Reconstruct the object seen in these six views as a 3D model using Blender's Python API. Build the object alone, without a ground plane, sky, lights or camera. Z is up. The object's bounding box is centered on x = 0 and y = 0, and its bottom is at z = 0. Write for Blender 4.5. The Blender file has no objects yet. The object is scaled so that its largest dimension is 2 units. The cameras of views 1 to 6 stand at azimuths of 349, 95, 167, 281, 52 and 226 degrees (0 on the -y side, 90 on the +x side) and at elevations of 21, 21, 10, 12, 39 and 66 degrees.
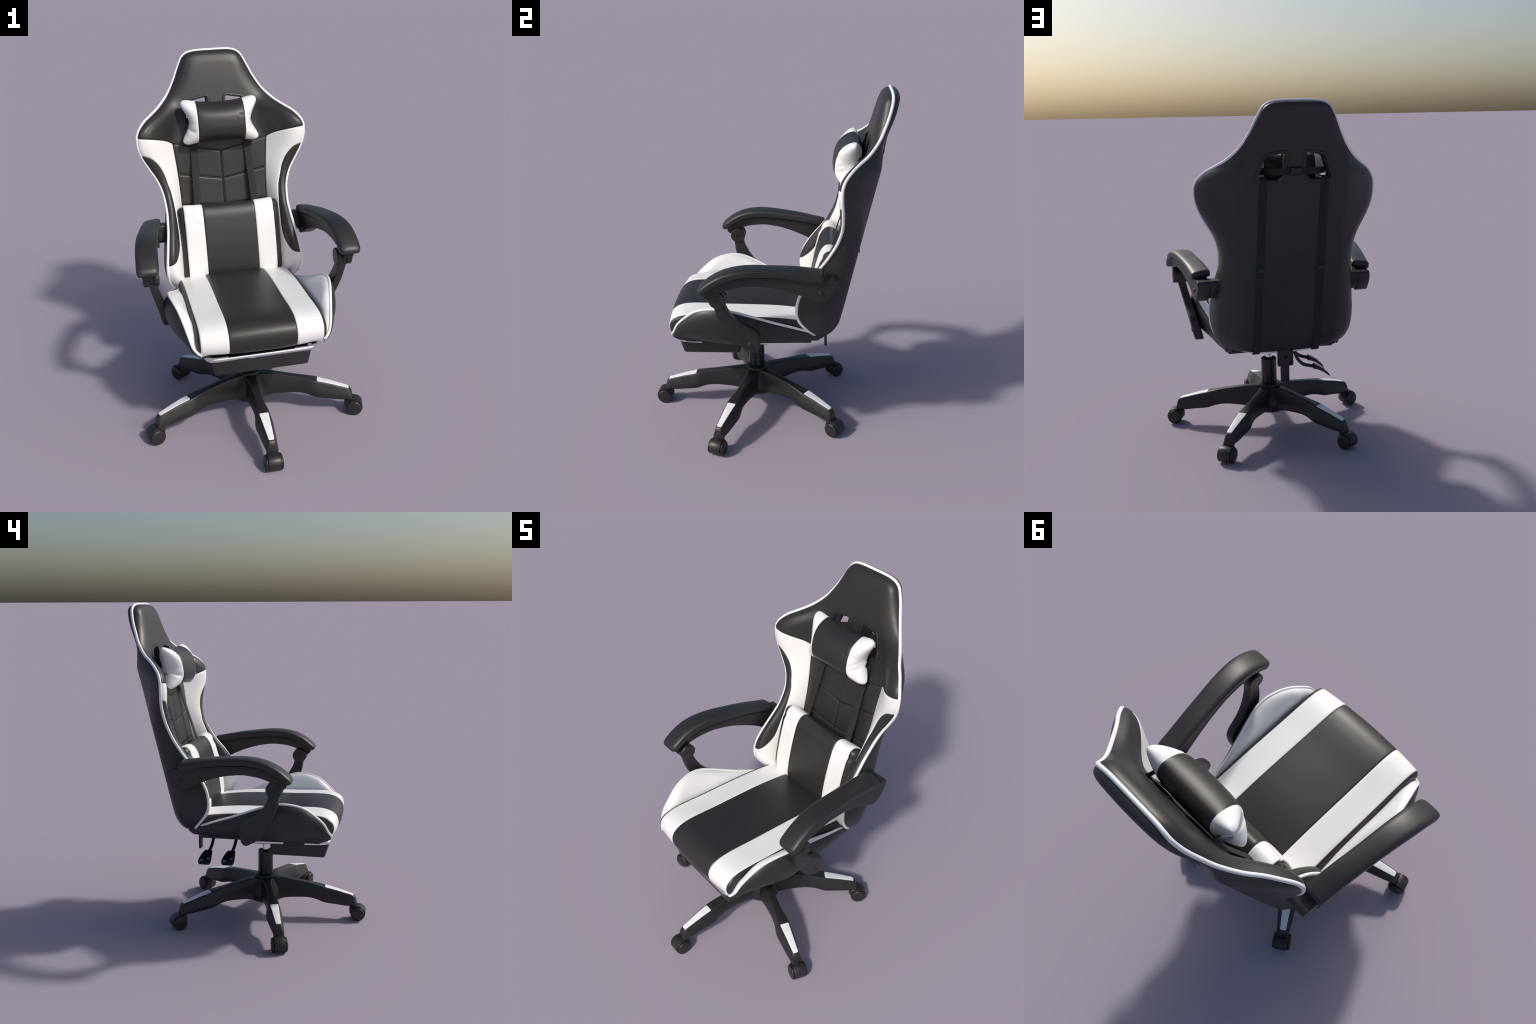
# Racing-style swivel office chair, built part by part.  Metres, z up, front of the chair faces -y.
import bpy, math
import numpy as np
from mathutils import Vector
from mathutils.geometry import delaunay_2d_cdt

pi = math.pi
A = lambda *v: np.array(v, float)

# ------------------------------------------------------------------ materials
def material(name, colour, rough=0.45, metal=0.0, grain=0.0, scale=200.0, tint=0.0, spec=0.5, coat=0.0, brushed=False):
    m = bpy.data.materials.new(name)
    m.use_nodes = True
    nt = m.node_tree
    b = nt.nodes["Principled BSDF"]
    b.inputs["Roughness"].default_value = rough
    b.inputs["Metallic"].default_value = metal
    b.inputs["Specular IOR Level"].default_value = spec
    b.inputs["Coat Weight"].default_value = coat
    co = nt.nodes.new("ShaderNodeTexCoord")
    n = nt.nodes.new("ShaderNodeTexNoise")
    n.inputs["Scale"].default_value = 9.0
    n.inputs["Detail"].default_value = 4.0
    nt.links.new(co.outputs["Object"], n.inputs["Vector"])
    r = nt.nodes.new("ShaderNodeValToRGB")
    lo = [max(0, c * (1 - tint)) for c in colour] + [1]
    hi = [min(1, c * (1 + tint)) for c in colour] + [1]
    r.color_ramp.elements[0].position, r.color_ramp.elements[1].position = 0.3, 0.7
    r.color_ramp.elements[0].color, r.color_ramp.elements[1].color = lo, hi
    nt.links.new(n.outputs["Fac"], r.inputs["Fac"])
    nt.links.new(r.outputs["Color"], b.inputs["Base Color"])
    if grain > 0:
        v = nt.nodes.new("ShaderNodeTexVoronoi")
        v.inputs["Scale"].default_value = scale
        src = co.outputs["Object"]
        if brushed:
            mp = nt.nodes.new("ShaderNodeMapping")
            mp.inputs["Scale"].default_value = (1.0, 0.25, 1.0)
            nt.links.new(src, mp.inputs["Vector"])
            src = mp.outputs["Vector"]
        nt.links.new(src, v.inputs["Vector"])
        bp = nt.nodes.new("ShaderNodeBump")
        bp.inputs["Strength"].default_value = grain
        bp.inputs["Distance"].default_value = 0.002
        nt.links.new(v.outputs["Distance"], bp.inputs["Height"])
        nt.links.new(bp.outputs["Normal"], b.inputs["Normal"])
    return m

BLACK = material("black_leather", (0.0235, 0.0232, 0.0238), 0.44, grain=0.05, scale=420, tint=0.05)
SHELL = material("black_shell_leather", (0.026, 0.0255, 0.026), 0.45, grain=0.05, scale=420, tint=0.05)
WHITE = material("white_leather", (0.86, 0.855, 0.85), 0.42, grain=0.04, scale=420, tint=0.01)
PIPE = material("white_piping", (0.88, 0.88, 0.88), 0.4)
PLASTIC = material("black_plastic", (0.020, 0.020, 0.020), 0.42, grain=0.04, scale=600, tint=0.06)
DARK = material("dark_gloss_plastic", (0.010, 0.010, 0.011), 0.25)
STRAP = material("woven_black_strap", (0.024, 0.0235, 0.023), 0.75, grain=0.15, scale=700, spec=0.3)
CHROME = material("polished_chrome", (0.90, 0.90, 0.91), 0.10, metal=1.0)
SILVER = material("brushed_silver_inlay", (0.88, 0.88, 0.89), 0.35, metal=0.0, grain=0.6, scale=60, tint=0.07, brushed=True)
MARK = material("pale_grip_mark", (0.35, 0.36, 0.38), 0.4)
METAL = material("black_painted_steel", (0.018, 0.018, 0.019), 0.4, spec=0.5)
TREAD = material("black_wheel_plastic", (0.020, 0.020, 0.020), 0.42, tint=0.05)

# ------------------------------------------------------------------ object helpers
ROOT = bpy.data.objects.new("gaming_chair", None)
bpy.context.scene.collection.objects.link(ROOT)
ROOT["label"] = "black and white high-back gaming chair with pillows and five-star base"
ROOT["category"] = "office chair"

def link(ob, parent):
    bpy.context.scene.collection.objects.link(ob)
    ob.parent = parent
    return ob

def mesh_object(name, verts, faces, mat, parent=ROOT, angle=50):
    me = bpy.data.meshes.new(name)
    me.from_pydata([tuple(map(float, v)) for v in verts], [], [tuple(map(int, f)) for f in faces])
    me.validate()
    import bmesh
    bm = bmesh.new()
    bm.from_mesh(me)
    bmesh.ops.remove_doubles(bm, verts=bm.verts, dist=1e-5)
    bmesh.ops.recalc_face_normals(bm, faces=bm.faces)
    bm.to_mesh(me)
    bm.free()
    me.polygons.foreach_set("use_smooth", [True] * len(me.polygons))
    if angle < 180:
        me.set_sharp_from_angle(angle=math.radians(angle))
    me.materials.append(mat)
    return link(bpy.data.objects.new(name, me), parent)

def repeat(ob, parent=None):
    return link(ob.copy(), parent or ob.parent)

def group(name, parent=ROOT):
    e = bpy.data.objects.new(name, None)
    return link(e, parent)

class Soup:
    """collects several pieces into one mesh"""
    def __init__(self): self.v, self.f = [], []
    def add(self, v, f):
        o = len(self.v)
        self.v += [tuple(p) for p in v]
        self.f += [tuple(i + o for i in q) for q in f]
        return self

# ------------------------------------------------------------------ curve helpers
def catmull(pts, step=0.006, closed=False):
    """smooth curve through the control points, evenly resampled"""
    P = np.array(pts, float)
    n = len(P)
    out = []
    for i in range(n if closed else n - 1):
        if closed:
            p0, p1, p2, p3 = P[(i - 1) % n], P[i], P[(i + 1) % n], P[(i + 2) % n]
        else:
            p1, p2 = P[i], P[i + 1]
            p0 = P[i - 1] if i > 0 else 2 * p1 - p2
            p3 = P[i + 2] if i + 2 < n else 2 * p2 - p1
        t = np.linspace(0, 1, 16, endpoint=False)[:, None]
        out.append(0.5 * (2 * p1 + (p2 - p0) * t + (2 * p0 - 5 * p1 + 4 * p2 - p3) * t**2 + (3 * p1 - p0 - 3 * p2 + p3) * t**3))
    out = np.vstack(out + ([] if closed else [P[-1:]]))
    return resample(out, step, closed)

def resample(P, step, closed=False):
    P = np.array(P, float)
    if closed: P = np.vstack([P, P[:1]])
    L = np.r_[0, np.cumsum(np.linalg.norm(np.diff(P, axis=0), axis=1))]
    n = max(2, int(round(L[-1] / step)))
    t = np.linspace(0, L[-1], n + 1)
    if closed: t = t[:-1]
    return np.stack([np.interp(t, L, P[:, k]) for k in range(P.shape[1])], 1)

def smooth_fn(xs, ys):
    """natural cubic spline y(x)"""
    x, y = np.array(xs, float), np.array(ys, float)
    o = np.argsort(x); x, y = x[o], y[o]
    n = len(x); h = np.diff(x)
    M = np.eye(n); r = np.zeros(n)
    for i in range(1, n - 1):
        M[i, i - 1:i + 2] = h[i - 1], 2 * (h[i - 1] + h[i]), h[i]
        r[i] = 6 * ((y[i + 1] - y[i]) / h[i] - (y[i] - y[i - 1]) / h[i - 1])
    m = np.linalg.solve(M, r)
    def f(q):
        q = np.clip(np.asarray(q, float), x[0], x[-1])
        i = np.clip(np.searchsorted(x, q) - 1, 0, n - 2)
        a, b = x[i + 1] - q, q - x[i]
        return (m[i] * a**3 + m[i + 1] * b**3) / (6 * h[i]) + (y[i] / h[i] - m[i] * h[i] / 6) * a + (y[i + 1] / h[i] - m[i + 1] * h[i] / 6) * b
    return f

def sstep(a, b, x):
    t = np.clip((np.asarray(x, float) - a) / (b - a), 0, 1)
    return t * t * (3 - 2 * t)

def round_poly(pts, r, k=6):
    """polygon with rounded corners"""
    P = np.array(pts, float); n = len(P); out = []
    rr = r if hasattr(r, "__len__") else [r] * n
    for i in range(n):
        a, b, c = P[i - 1], P[i], P[(i + 1) % n]
        u, v = (a - b), (c - b)
        lu, lv = np.linalg.norm(u), np.linalg.norm(v)
        d = min(rr[i], 0.48 * lu, 0.48 * lv)
        s, e = b + u / lu * d, b + v / lv * d
        for t in np.linspace(0, 1, k):
            out.append((1 - t)**2 * s + 2 * t * (1 - t) * b + t**2 * e)
    return np.array(out)

def seg_dist(P, loop, closed=True):
    """distance of 2D points to a polyline, and index / fraction of the nearest segment"""
    Q = np.asarray(loop, float)[:, :2]
    a = Q if closed else Q[:-1]
    b = np.roll(Q, -1, 0) if closed else Q[1:]
    ab = b - a; l2 = np.maximum((ab**2).sum(1), 1e-14)
    D = np.empty(len(P)); I = np.empty(len(P), int); T = np.empty(len(P))
    for s in range(0, len(P), 2000):
        p = P[s:s + 2000, None, :2]
        t = np.clip(((p - a) * ab).sum(2) / l2, 0, 1)
        d = ((p - a - t[..., None] * ab)**2).sum(2)
        i = d.argmin(1); r = np.arange(len(i))
        D[s:s + 2000] = np.sqrt(d[r, i]); I[s:s + 2000] = i; T[s:s + 2000] = t[r, i]
    return D, I, T

def inside(P, loop):
    x, y = P[:, 0], P[:, 1]
    c = np.zeros(len(P), bool)
    Q = np.asarray(loop)[:, :2]
    for (x1, y1), (x2, y2) in zip(Q, np.roll(Q, -1, 0)):
        if y1 == y2: continue
        m = (y1 > y) != (y2 > y)
        c ^= m & (x < (x2 - x1) * (y - y1) / (y2 - y1) + x1)
    return c

def inset(loop, d):
    """move a 2D loop inwards by d along its smoothed normals"""
    P = np.asarray(loop, float)[:, :2]
    t = np.roll(P, -1, 0) - np.roll(P, 1, 0)
    n = np.stack([-t[:, 1], t[:, 0]], 1)
    n /= np.maximum(np.linalg.norm(n, axis=1), 1e-9)[:, None]
    area = 0.5 * (P[:, 0] * np.roll(P[:, 1], -1) - np.roll(P[:, 0], -1) * P[:, 1]).sum()
    return P + n * d * (1 if area > 0 else -1)

def fill(loop, holes=(), h=0.008, rings=()):
    """triangulate a 2D outline with evenly scattered inner points"""
    loop = np.asarray(loop, float)[:, :2]
    loops = [loop] + [np.asarray(q, float)[:, :2] for q in holes]
    lo, hi = loop.min(0), loop.max(0)
    gx, gy = np.meshgrid(np.arange(lo[0], hi[0], h), np.arange(lo[1], hi[1], h * 0.866))
    gx[1::2] += h / 2
    G = np.stack([gx.ravel(), gy.ravel()], 1)
    def ok(P, m):
        k = inside(P, loop)
        for q in loops[1:]: k &= ~inside(P, q)
        P = P[k]
        for q in loops:
            P = P[seg_dist(P, q)[0] > m]
        return P
    far = max(rings) if rings else 0
    pts = [ok(G, far + h * 0.55)]
    for r in rings:
        for j, q in enumerate(loops[:1]):
            pts.append(ok(inset(q, r), r * 0.9))
    V, E = [], []
    for q in loops:
        o = len(V)
        V += [Vector(p) for p in q]
        E += [(o + i, o + (i + 1) % len(q)) for i in range(len(q))]
    for p in pts: V += [Vector(q) for q in p]
    v, _, f, *_ = delaunay_2d_cdt(V, E, [], 1, 1e-6)
    v = np.array([tuple(p) for p in v])
    f = np.array([t for t in f if len(t) == 3])
    c = v[f].mean(1)
    k = inside(c, loop)
    for q in loops[1:]: k &= ~inside(c, q)
    return v, f[k]

def rounded_prism(loop, h0, h1, r, place, h=0.02, k=4):
    """extrude a 2D loop from h0 to h1 with edges rounded by r; place(a, b, h) -> 3D"""
    loop = np.asarray(loop, float)
    S = Soup(); rows = []
    for t in np.linspace(0, pi / 2, k): rows.append((r * (1 - math.sin(t)), h0 + r * (1 - math.cos(t))))
    for t in np.linspace(0, pi / 2, k): rows.append((r * (1 - math.cos(t)), h1 - r * (1 - math.sin(t))))
    n = len(loop); V = []
    for d, z in rows:
        V += [place(p[0], p[1], z) for p in inset(loop, d)]
    F = []
    for j in range(len(rows) - 1):
        for i in range(n):
            i2 = (i + 1) % n
            F.append((j * n + i, j * n + i2, (j + 1) * n + i2, (j + 1) * n + i))
    S.add(V, F)
    v, f = fill(inset(loop, r), h=h)
    for z in (h0, h1):
        S.add([place(p[0], p[1], z) for p in v], f)
    return S.v, S.f

def tube(path, r, closed=False, k=10, flat=1.0, up=None):
    """round (or flattened) tube along a 3D path"""
    P = np.array(path, float); n = len(P)
    T = (np.roll(P, -1, 0) - np.roll(P, 1, 0)) if closed else np.gradient(P, axis=0)
    T /= np.linalg.norm(T, axis=1)[:, None]
    V, F = [], []
    u = np.array(up, float) if up is not None else None
    N = np.cross(T[0], A(0.3, 0.5, 0.8)); N /= np.linalg.norm(N)
    rad = r if hasattr(r, "__len__") else [r] * n
    for i in range(n):
        if u is not None: N = u - T[i] * (u @ T[i])
        else: N = N - T[i] * (N @ T[i])
        N /= np.linalg.norm(N)
        B = np.cross(T[i], N)
        for j in range(k):
            a = 2 * pi * j / k
            V.append(P[i] + rad[i] * (math.cos(a) * B + flat * math.sin(a) * N))
    for i in range(n if closed else n - 1):
        for j in range(k):
            a, b = i * k, ((i + 1) % n) * k
            F.append((a + j, a + (j + 1) % k, b + (j + 1) % k, b + j))
    if not closed:
        F += [tuple(range(k)), tuple(range((n - 1) * k, n * k))]
    return V, F

def band(path, side, width, thick, up):
    """flat strap: rectangle of width x thick swept along the path; up = outward normal"""
    V, F = [], []
    P = np.array(path, float); n = len(P)
    up = np.array(up, float); up = np.tile(up, (n, 1)) if up.ndim == 1 else up
    sd = np.array(side, float)
    c = [(-.5, -.5), (.5, -.5), (.5, .35), (.44, .5), (-.44, .5), (-.5, .35)]
    for p, u in zip(P, up):
        for a, b in c: V.append(p + sd * a * width + u * b * thick)
    k = len(c)
    for i in range(n - 1):
        for j in range(k): F.append((i * k + j, i * k + (j + 1) % k, (i + 1) * k + (j + 1) % k, (i + 1) * k + j))
    F += [tuple(range(k)), tuple(range((n - 1) * k, n * k))]
    return V, F

def lathe(prof, k=40, axis="z", at=(0, 0, 0)):
    V, F = [], []
    m = len(prof)
    for j in range(k):
        a = 2 * pi * j / k
        for r, z in prof:
            p = A(r * math.cos(a), r * math.sin(a), z)
            if axis == "x": p = p[[2, 0, 1]]
            if axis == "y": p = p[[0, 2, 1]]
            V.append(p + A(*at))
    for j in range(k):
        for i in range(m - 1):
            a, b = j * m, ((j + 1) % k) * m
            F.append((a + i, a + i + 1, b + i + 1, b + i))
    return V, F

def box(x0, x1, y0, y1, z0, z1, r=0.004):
    lp = round_poly([(x0, y0), (x1, y0), (x1, y1), (x0, y1)], r, 4)
    return rounded_prism(lp, z0, z1, min(r, 0.4 * (z1 - z0)), lambda a, b, h: A(a, b, h), h=0.05)

def loft(rows, closed=True, caps=True):
    n = len(rows[0]); V = [p for r in rows for p in r]; F = []
    for j in range(len(rows) - 1):
        for i in range(n if closed else n - 1):
            i2 = (i + 1) % n
            F.append((j * n + i, j * n + i2, (j + 1) * n + i2, (j + 1) * n + i))
    if caps:
        F += [tuple(range(n)), tuple(range((len(rows) - 1) * n, len(rows) * n))]
    return V, F

def mirror(P):
    Q = np.array(P, float); Q[:, 0] *= -1
    return Q[::-1]

# ================================================================== BACKREST
# half of the piping line (x, z, y), from the top of the headrest down to the seat
HALF = catmull([
    (0, 1.993, .700), (.06, 1.993, .700), (.11, 1.990, .700), (.147, 1.980, .701), (.175, 1.958, .700), (.195, 1.922, .692),
    (.214, 1.883, .680), (.238, 1.833, .660), (.280, 1.765, .626), (.338, 1.705, .574), (.392, 1.667, .519), (.437, 1.638, .480),
    (.470, 1.604, .449), (.487, 1.572, .435), (.4915, 1.545, .431), (.488, 1.49, .431), (.469, 1.43, .436), (.434, 1.364, .437),
    (.402, 1.308, .433), (.382, 1.26, .421), (.368, 1.205, .40), (.361, 1.13, .355), (.364, 1.08, .317), (.371, 1.02, .267),
    (.381, .96, .225), (.390, .90, .194), (.397, .84, .182), (.397, .79, .186), (.391, .745, .208), (.378, .705, .240),
    (.352, .668, .272), (.31, .645, .292), (.26, .628, .315), (.18, .614, .340), (.08, .608, .350), (0, .607, .352)], 0.006)
OUT = np.vstack([HALF, mirror(HALF)[1:-1]])          # closed loop (x, z, y)
OUT2 = OUT[:, :2]

front_mid = smooth_fn([.55, .80, .95, 1.10, 1.26, 1.42, 1.49, 1.63, 1.75, 1.82, 1.89, 1.95, 2.02],
                      [.335, .388, .420, .454, .487, .512, .525, .556, .587, .605, .624, .642, .658])
back_mid = smooth_fn([.55, .60, .65, .85, 1.155, 1.57, 1.68, 1.95, 1.98, 2.05],
                     [.376, .389, .405, .459, .531, .631, .660, .740, .746, .752])
panel_half = smooth_fn([.55, .9, 1.10, 1.22, 1.36, 1.49, 1.6], [.25, .254, .260, .263, .271, .283, .292])

def edge_x(z):
    zz = HALF[::-1, 1]; xx = HALF[::-1, 0]
    k = np.r_[True, np.diff(zz) > 1e-6]
    return np.interp(z, zz[k], xx[k])

def edge_y(z):
    zz = HALF[::-1, 1]; yy = HALF[::-1, 2]
    k = np.r_[True, np.diff(zz) > 1e-6]
    return np.interp(z, zz[k], yy[k])

def front_y(P):
    """y of the front upholstery over points (x, z)"""
    x, z = np.abs(P[:, 0]), P[:, 1]
    d, i, t = seg_dist(P, OUT2)
    ye = OUT[i, 2] * (1 - t) + OUT[(i + 1) % len(OUT), 2] * t
    fc = front_mid(z)
    w = panel_half(z)
    w = w + (.21 - w) * sstep(1.50, 1.64, z)
    ex = np.maximum(edge_x(z), w + 0.03)
    a = np.clip((x - w) / (ex - w), 0, 1)
    bump = 0.016 - 0.006 * sstep(1.2, 0.95, z) + 0.005 * sstep(1.35, 1.5, z)
    lift = np.maximum(fc - (edge_y(z) - bump), 0)
    up = sstep(1.50, 1.62, z)
    S = (1 - up) * np.sin(pi / 2 * np.clip(a / 0.78, 0, 1))**1.1 + up * sstep(0, .85, a)
    g = fc - lift * S
    r = 0.034 + 0.042 * sstep(1.58, 1.78, z) - 0.034 * sstep(1.84, 1.96, z)
    q = 1 - np.clip(d / r, 0, 1)
    R = np.sqrt(np.maximum(1 - q**2, 0))
    return ye + (g - ye) * R

def back_y(P):
    x, z = np.abs(P[:, 0]), P[:, 1]
    k = np.maximum(x - 0.27, 0)
    bend = (0.52 + 0.38 * sstep(1.30, 1.58, z)) * sstep(1.95, 1.75, z)
    dish = 0.020 * np.exp(-(x / 0.12)**2) * sstep(1.25, 0.95, z)
    return back_mid(z) - bend * k * k / (k + 0.05) - dish - (0.45 - 0.25 * sstep(1.75, 1.9, z)) * x * x * sstep(1.6, 1.75, z)

backrest = group("backrest")

# ---- slots through the back below the headrest
SLOT = round_poly([(.050, 1.743), (.158, 1.724), (.197, 1.618), (.190, 1.592), (.076, 1.592), (.050, 1.630)],
                  [.016, .014, .014, .014, .030, .020], 5)
SLOT = resample(SLOT, 0.006, True)
SLOTS = [SLOT, mirror(SLOT)]

# ---- back shell: wall rolled from the piping to the back face
rows = []
R2 = 0.056
ths = np.linspace(0, pi / 2, 14)
for th in ths:
    q = inset(OUT2, (R2 + .035 * sstep(.74, .62, OUT2[:, 1]))[:, None] * (1 - math.cos(th)))
    s = math.sin(th)**0.8
    q = inset(OUT2, (R2 + .035 * sstep(.74, .62, OUT2[:, 1]) - .022 * sstep(1.80, 1.92, OUT2[:, 1]))[:, None] * (1 - math.cos(th))
              - (.024 * sstep(1.30, 1.0, OUT2[:, 1]) * sstep(.60, .66, OUT2[:, 1]))[:, None] * math.sin(2 * th)**1.0 * (1 - .3 * s))
    yb = back_y(q)
    rows.append(np.stack([q[:, 0], OUT[:, 2] + (yb - OUT[:, 2]) * s, q[:, 1]], 1))
S = Soup()
n = len(OUT)
V = np.vstack(rows)
S.add(V, [(j * n + i, j * n + (i + 1) % n, (j + 1) * n + (i + 1) % n, (j + 1) * n + i) for j in range(len(rows) - 1) for i in range(n)])
v, f = fill(rows[-1][:, [0, 2]], SLOTS, 0.012)
S.add(np.stack([v[:, 0], back_y(v), v[:, 1]], 1), f)
for sl in SLOTS:                                        # walls of the slots
    yb, yf = back_y(sl), front_y(sl)
    m = len(sl)
    ring = lambda y: np.stack([sl[:, 0], y, sl[:, 1]], 1)
    R = [ring(yb), ring(yb + (yf - yb) * .33), ring(yb + (yf - yb) * .67), ring(yf)]
    S.add(np.vstack(R), [(j * m + i, j * m + (i + 1) % m, (j + 1) * m + (i + 1) % m, (j + 1) * m + i) for j in range(3) for i in range(m)])
mesh_object("back_shell", S.v, S.f, SHELL, backrest, 60)

# ---- front upholstery panels
def panel(name, loop, mat, seams=(), holes=(), h=0.0075, rings=(0.002, 0.005, 0.009, 0.015, 0.023), depth=0.005, sr=0.012, extra=None, smooth=0):
    v, f = fill(loop, holes, h, rings)
    y = front_y(v)
    if smooth:                       # average over a small disc so that the padding has no creases
        d = seg_dist(v, OUT2)[0]
        rho = np.minimum(d * .75, smooth)
        acc = y.copy(); wt = 1.0
        for ring, m in ((.5, 8), (1.0, 14)):
            for a in np.arange(m) * 2 * pi / m + ring:
                acc += front_y(v + (rho * ring)[:, None] * A(math.cos(a), math.sin(a))); wt += 1
        y = acc / wt
    if len(seams):
        d = np.min([seg_dist(v, s, False)[0] for s in seams], axis=0)
        q = 1 - np.clip(d / sr, 0, 1)
        y = y + depth * (1 - np.sqrt(np.maximum(1 - q * q, 0)))
    if extra is not None: y = y + extra(v)
    return mesh_object(name, np.stack([v[:, 0], y, v[:, 1]], 1), f, mat, backrest, 180)

def outline_between(za, zb):
    """outline points of the +x side from height za down to zb"""
    k = (HALF[:, 1] < za) & (HALF[:, 1] > zb) & (HALF[:, 0] > 0.05)
    return HALF[k, :2]

def at_edge(z): return A(edge_x(z), z)

yoke_line = catmull([(.283, 1.487), (.33, 1.513), (.384, 1.533), (.44, 1.546), tuple(at_edge(1.551))], 0.006)
zz = np.linspace(.62, 1.487, 140)
panel_line = np.stack([panel_half(zz), zz], 1)          # bottom to top
panel_line[-1] = (.283, 1.487)
stripe_line = catmull([tuple(at_edge(1.452)), (.432, 1.437), (.402, 1.412), (.374, 1.375), (.352, 1.325), (.337, 1.27), (.323, 1.22), (.313, 1.145),
                       (.308, 1.06), (.307, .985), (.312, .930), (.328, .886), (.352, .860), tuple(at_edge(.846))], 0.006)
chev = lambda zc, ze: np.array([(-panel_half(ze), ze), (0, zc), (panel_half(ze), ze)])
V1, V2, V3 = chev(1.424, 1.487), chev(1.259, 1.304), chev(1.103, 1.121)
V1[0, 0], V1[2, 0] = -.283, .283

# headrest and shoulders, one black piece
up_out = HALF[HALF[:, 1] > 1.551][:, :2]
right = np.vstack([up_out, yoke_line[::-1]])             # top centre -> edge -> panel corner
vline = resample(V1[::-1][:2], 0.006)[1:]                # corner -> centre
half_loop = np.vstack([right, vline])
yoke_loop = np.vstack([half_loop, mirror(half_loop)[1:-1]])
panel("headrest_panel", yoke_loop, BLACK, [yoke_line, mirror(yoke_line), V1], SLOTS, smooth=.035)

# white wings and black side stripes
for sg in (1, -1):
    def side(P): return P if sg > 0 else mirror(P)
    bottom = np.vstack([at_edge(.66), A(panel_half(.64), .64)])
    wing = np.vstack([yoke_line, outline_between(1.551, 1.452), stripe_line[:], outline_between(.846, .655),
                      panel_line[panel_line[:, 1] > .63]])
    k = np.r_[True, np.linalg.norm(np.diff(wing, axis=0), axis=1) > 1e-4]
    wing = wing[k]
    panel("white_side_panel", side(wing), WHITE, [side(yoke_line), side(stripe_line), side(panel_line)], depth=0.004, sr=0.010)
    stripe = np.vstack([stripe_line, outline_between(1.452, .846)[::-1]])
    panel("black_side_stripe", side(stripe), BLACK, [side(stripe_line)], depth=0.004, sr=0.010)

# quilted centre, six cushions between chevron seams
levels = [V1, V2, V3, chev(.945, .962)]
for a, b in zip(levels[:-1], levels[1:]):
    for sg in (1, -1):
        top = resample([(0.0, a[1, 1]), a[2]], 0.006)
        low = resample([b[2], (0.0, b[1, 1])], 0.006)
        zz = np.arange(a[2, 1] - .006, b[2, 1] + .003, -.006)
        edge = np.stack([panel_half(zz), zz], 1)
        zc = np.arange(b[1, 1] + .006, a[1, 1] - .003, .006)
        loop = np.vstack([top, edge, low, np.stack([0 * zc, zc], 1)])
        seams = [top, low, np.vstack([top[-1:], edge, low[:1]]), np.array([(0, b[1, 1]), (0, a[1, 1])])]
        if sg < 0:
            loop = mirror(loop); seams = [mirror(s) for s in seams]
        panel("quilted_cushion", loop, BLACK, seams, rings=(.002, .005, .009), depth=0.010, sr=0.012)
low_loop = np.vstack([resample([(-panel_half(.962), .962), (0, .945), (panel_half(.962), .962)], .008),
                      resample([(panel_half(.962), .962), (panel_half(.64), .64), (-panel_half(.64), .64), (-panel_half(.962), .962)], .008)[1:-1]])
panel("lower_back_cushion", low_loop, BLACK, [chev(.945, .962)], rings=(.004, .01))

# stitched welts along the chevron seams
S = Soup()
for c in levels[:3]:
    for q in (c[:2], c[1:]):
        p = resample(q, .008)
        S.add(*tube(np.stack([p[:, 0], front_y(p) + .0035, p[:, 1]], 1), .0026, k=6))
p = resample([(0, 1.424), (0, .95)], .01)
S.add(*tube(np.stack([p[:, 0], front_y(p) + .0035, p[:, 1]], 1), .0026, k=6))
for sg in (1, -1):
    p = panel_line[panel_line[:, 1] > .95] * A(sg, 1)
    S.add(*tube(np.stack([p[:, 0], front_y(p) + .004, p[:, 1]], 1), .003, k=6))
ob = mesh_object("seam_welt", S.v, S.f, BLACK, backrest, 180); ob["kind"] = "stuff"

# piping
mesh_object("piping", *tube(np.stack([OUT[:, 0], OUT[:, 2], OUT[:, 1]], 1), 0.0086, True, 12), PIPE, backrest, 180)

# slot frames front and back
for sl in SLOTS:
    S = Soup()
    for fn, o in ((back_y, .001), (front_y, -.001)):
        q = inset(sl, -0.003)
        S.add(*tube(np.stack([q[:, 0], fn(q) + o, q[:, 1]], 1), 0.0085, True, 10, flat=0.32, up=(0, -1, .2)))
    mesh_object("slot_frame", S.v, S.f, PLASTIC, backrest, 180)

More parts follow.
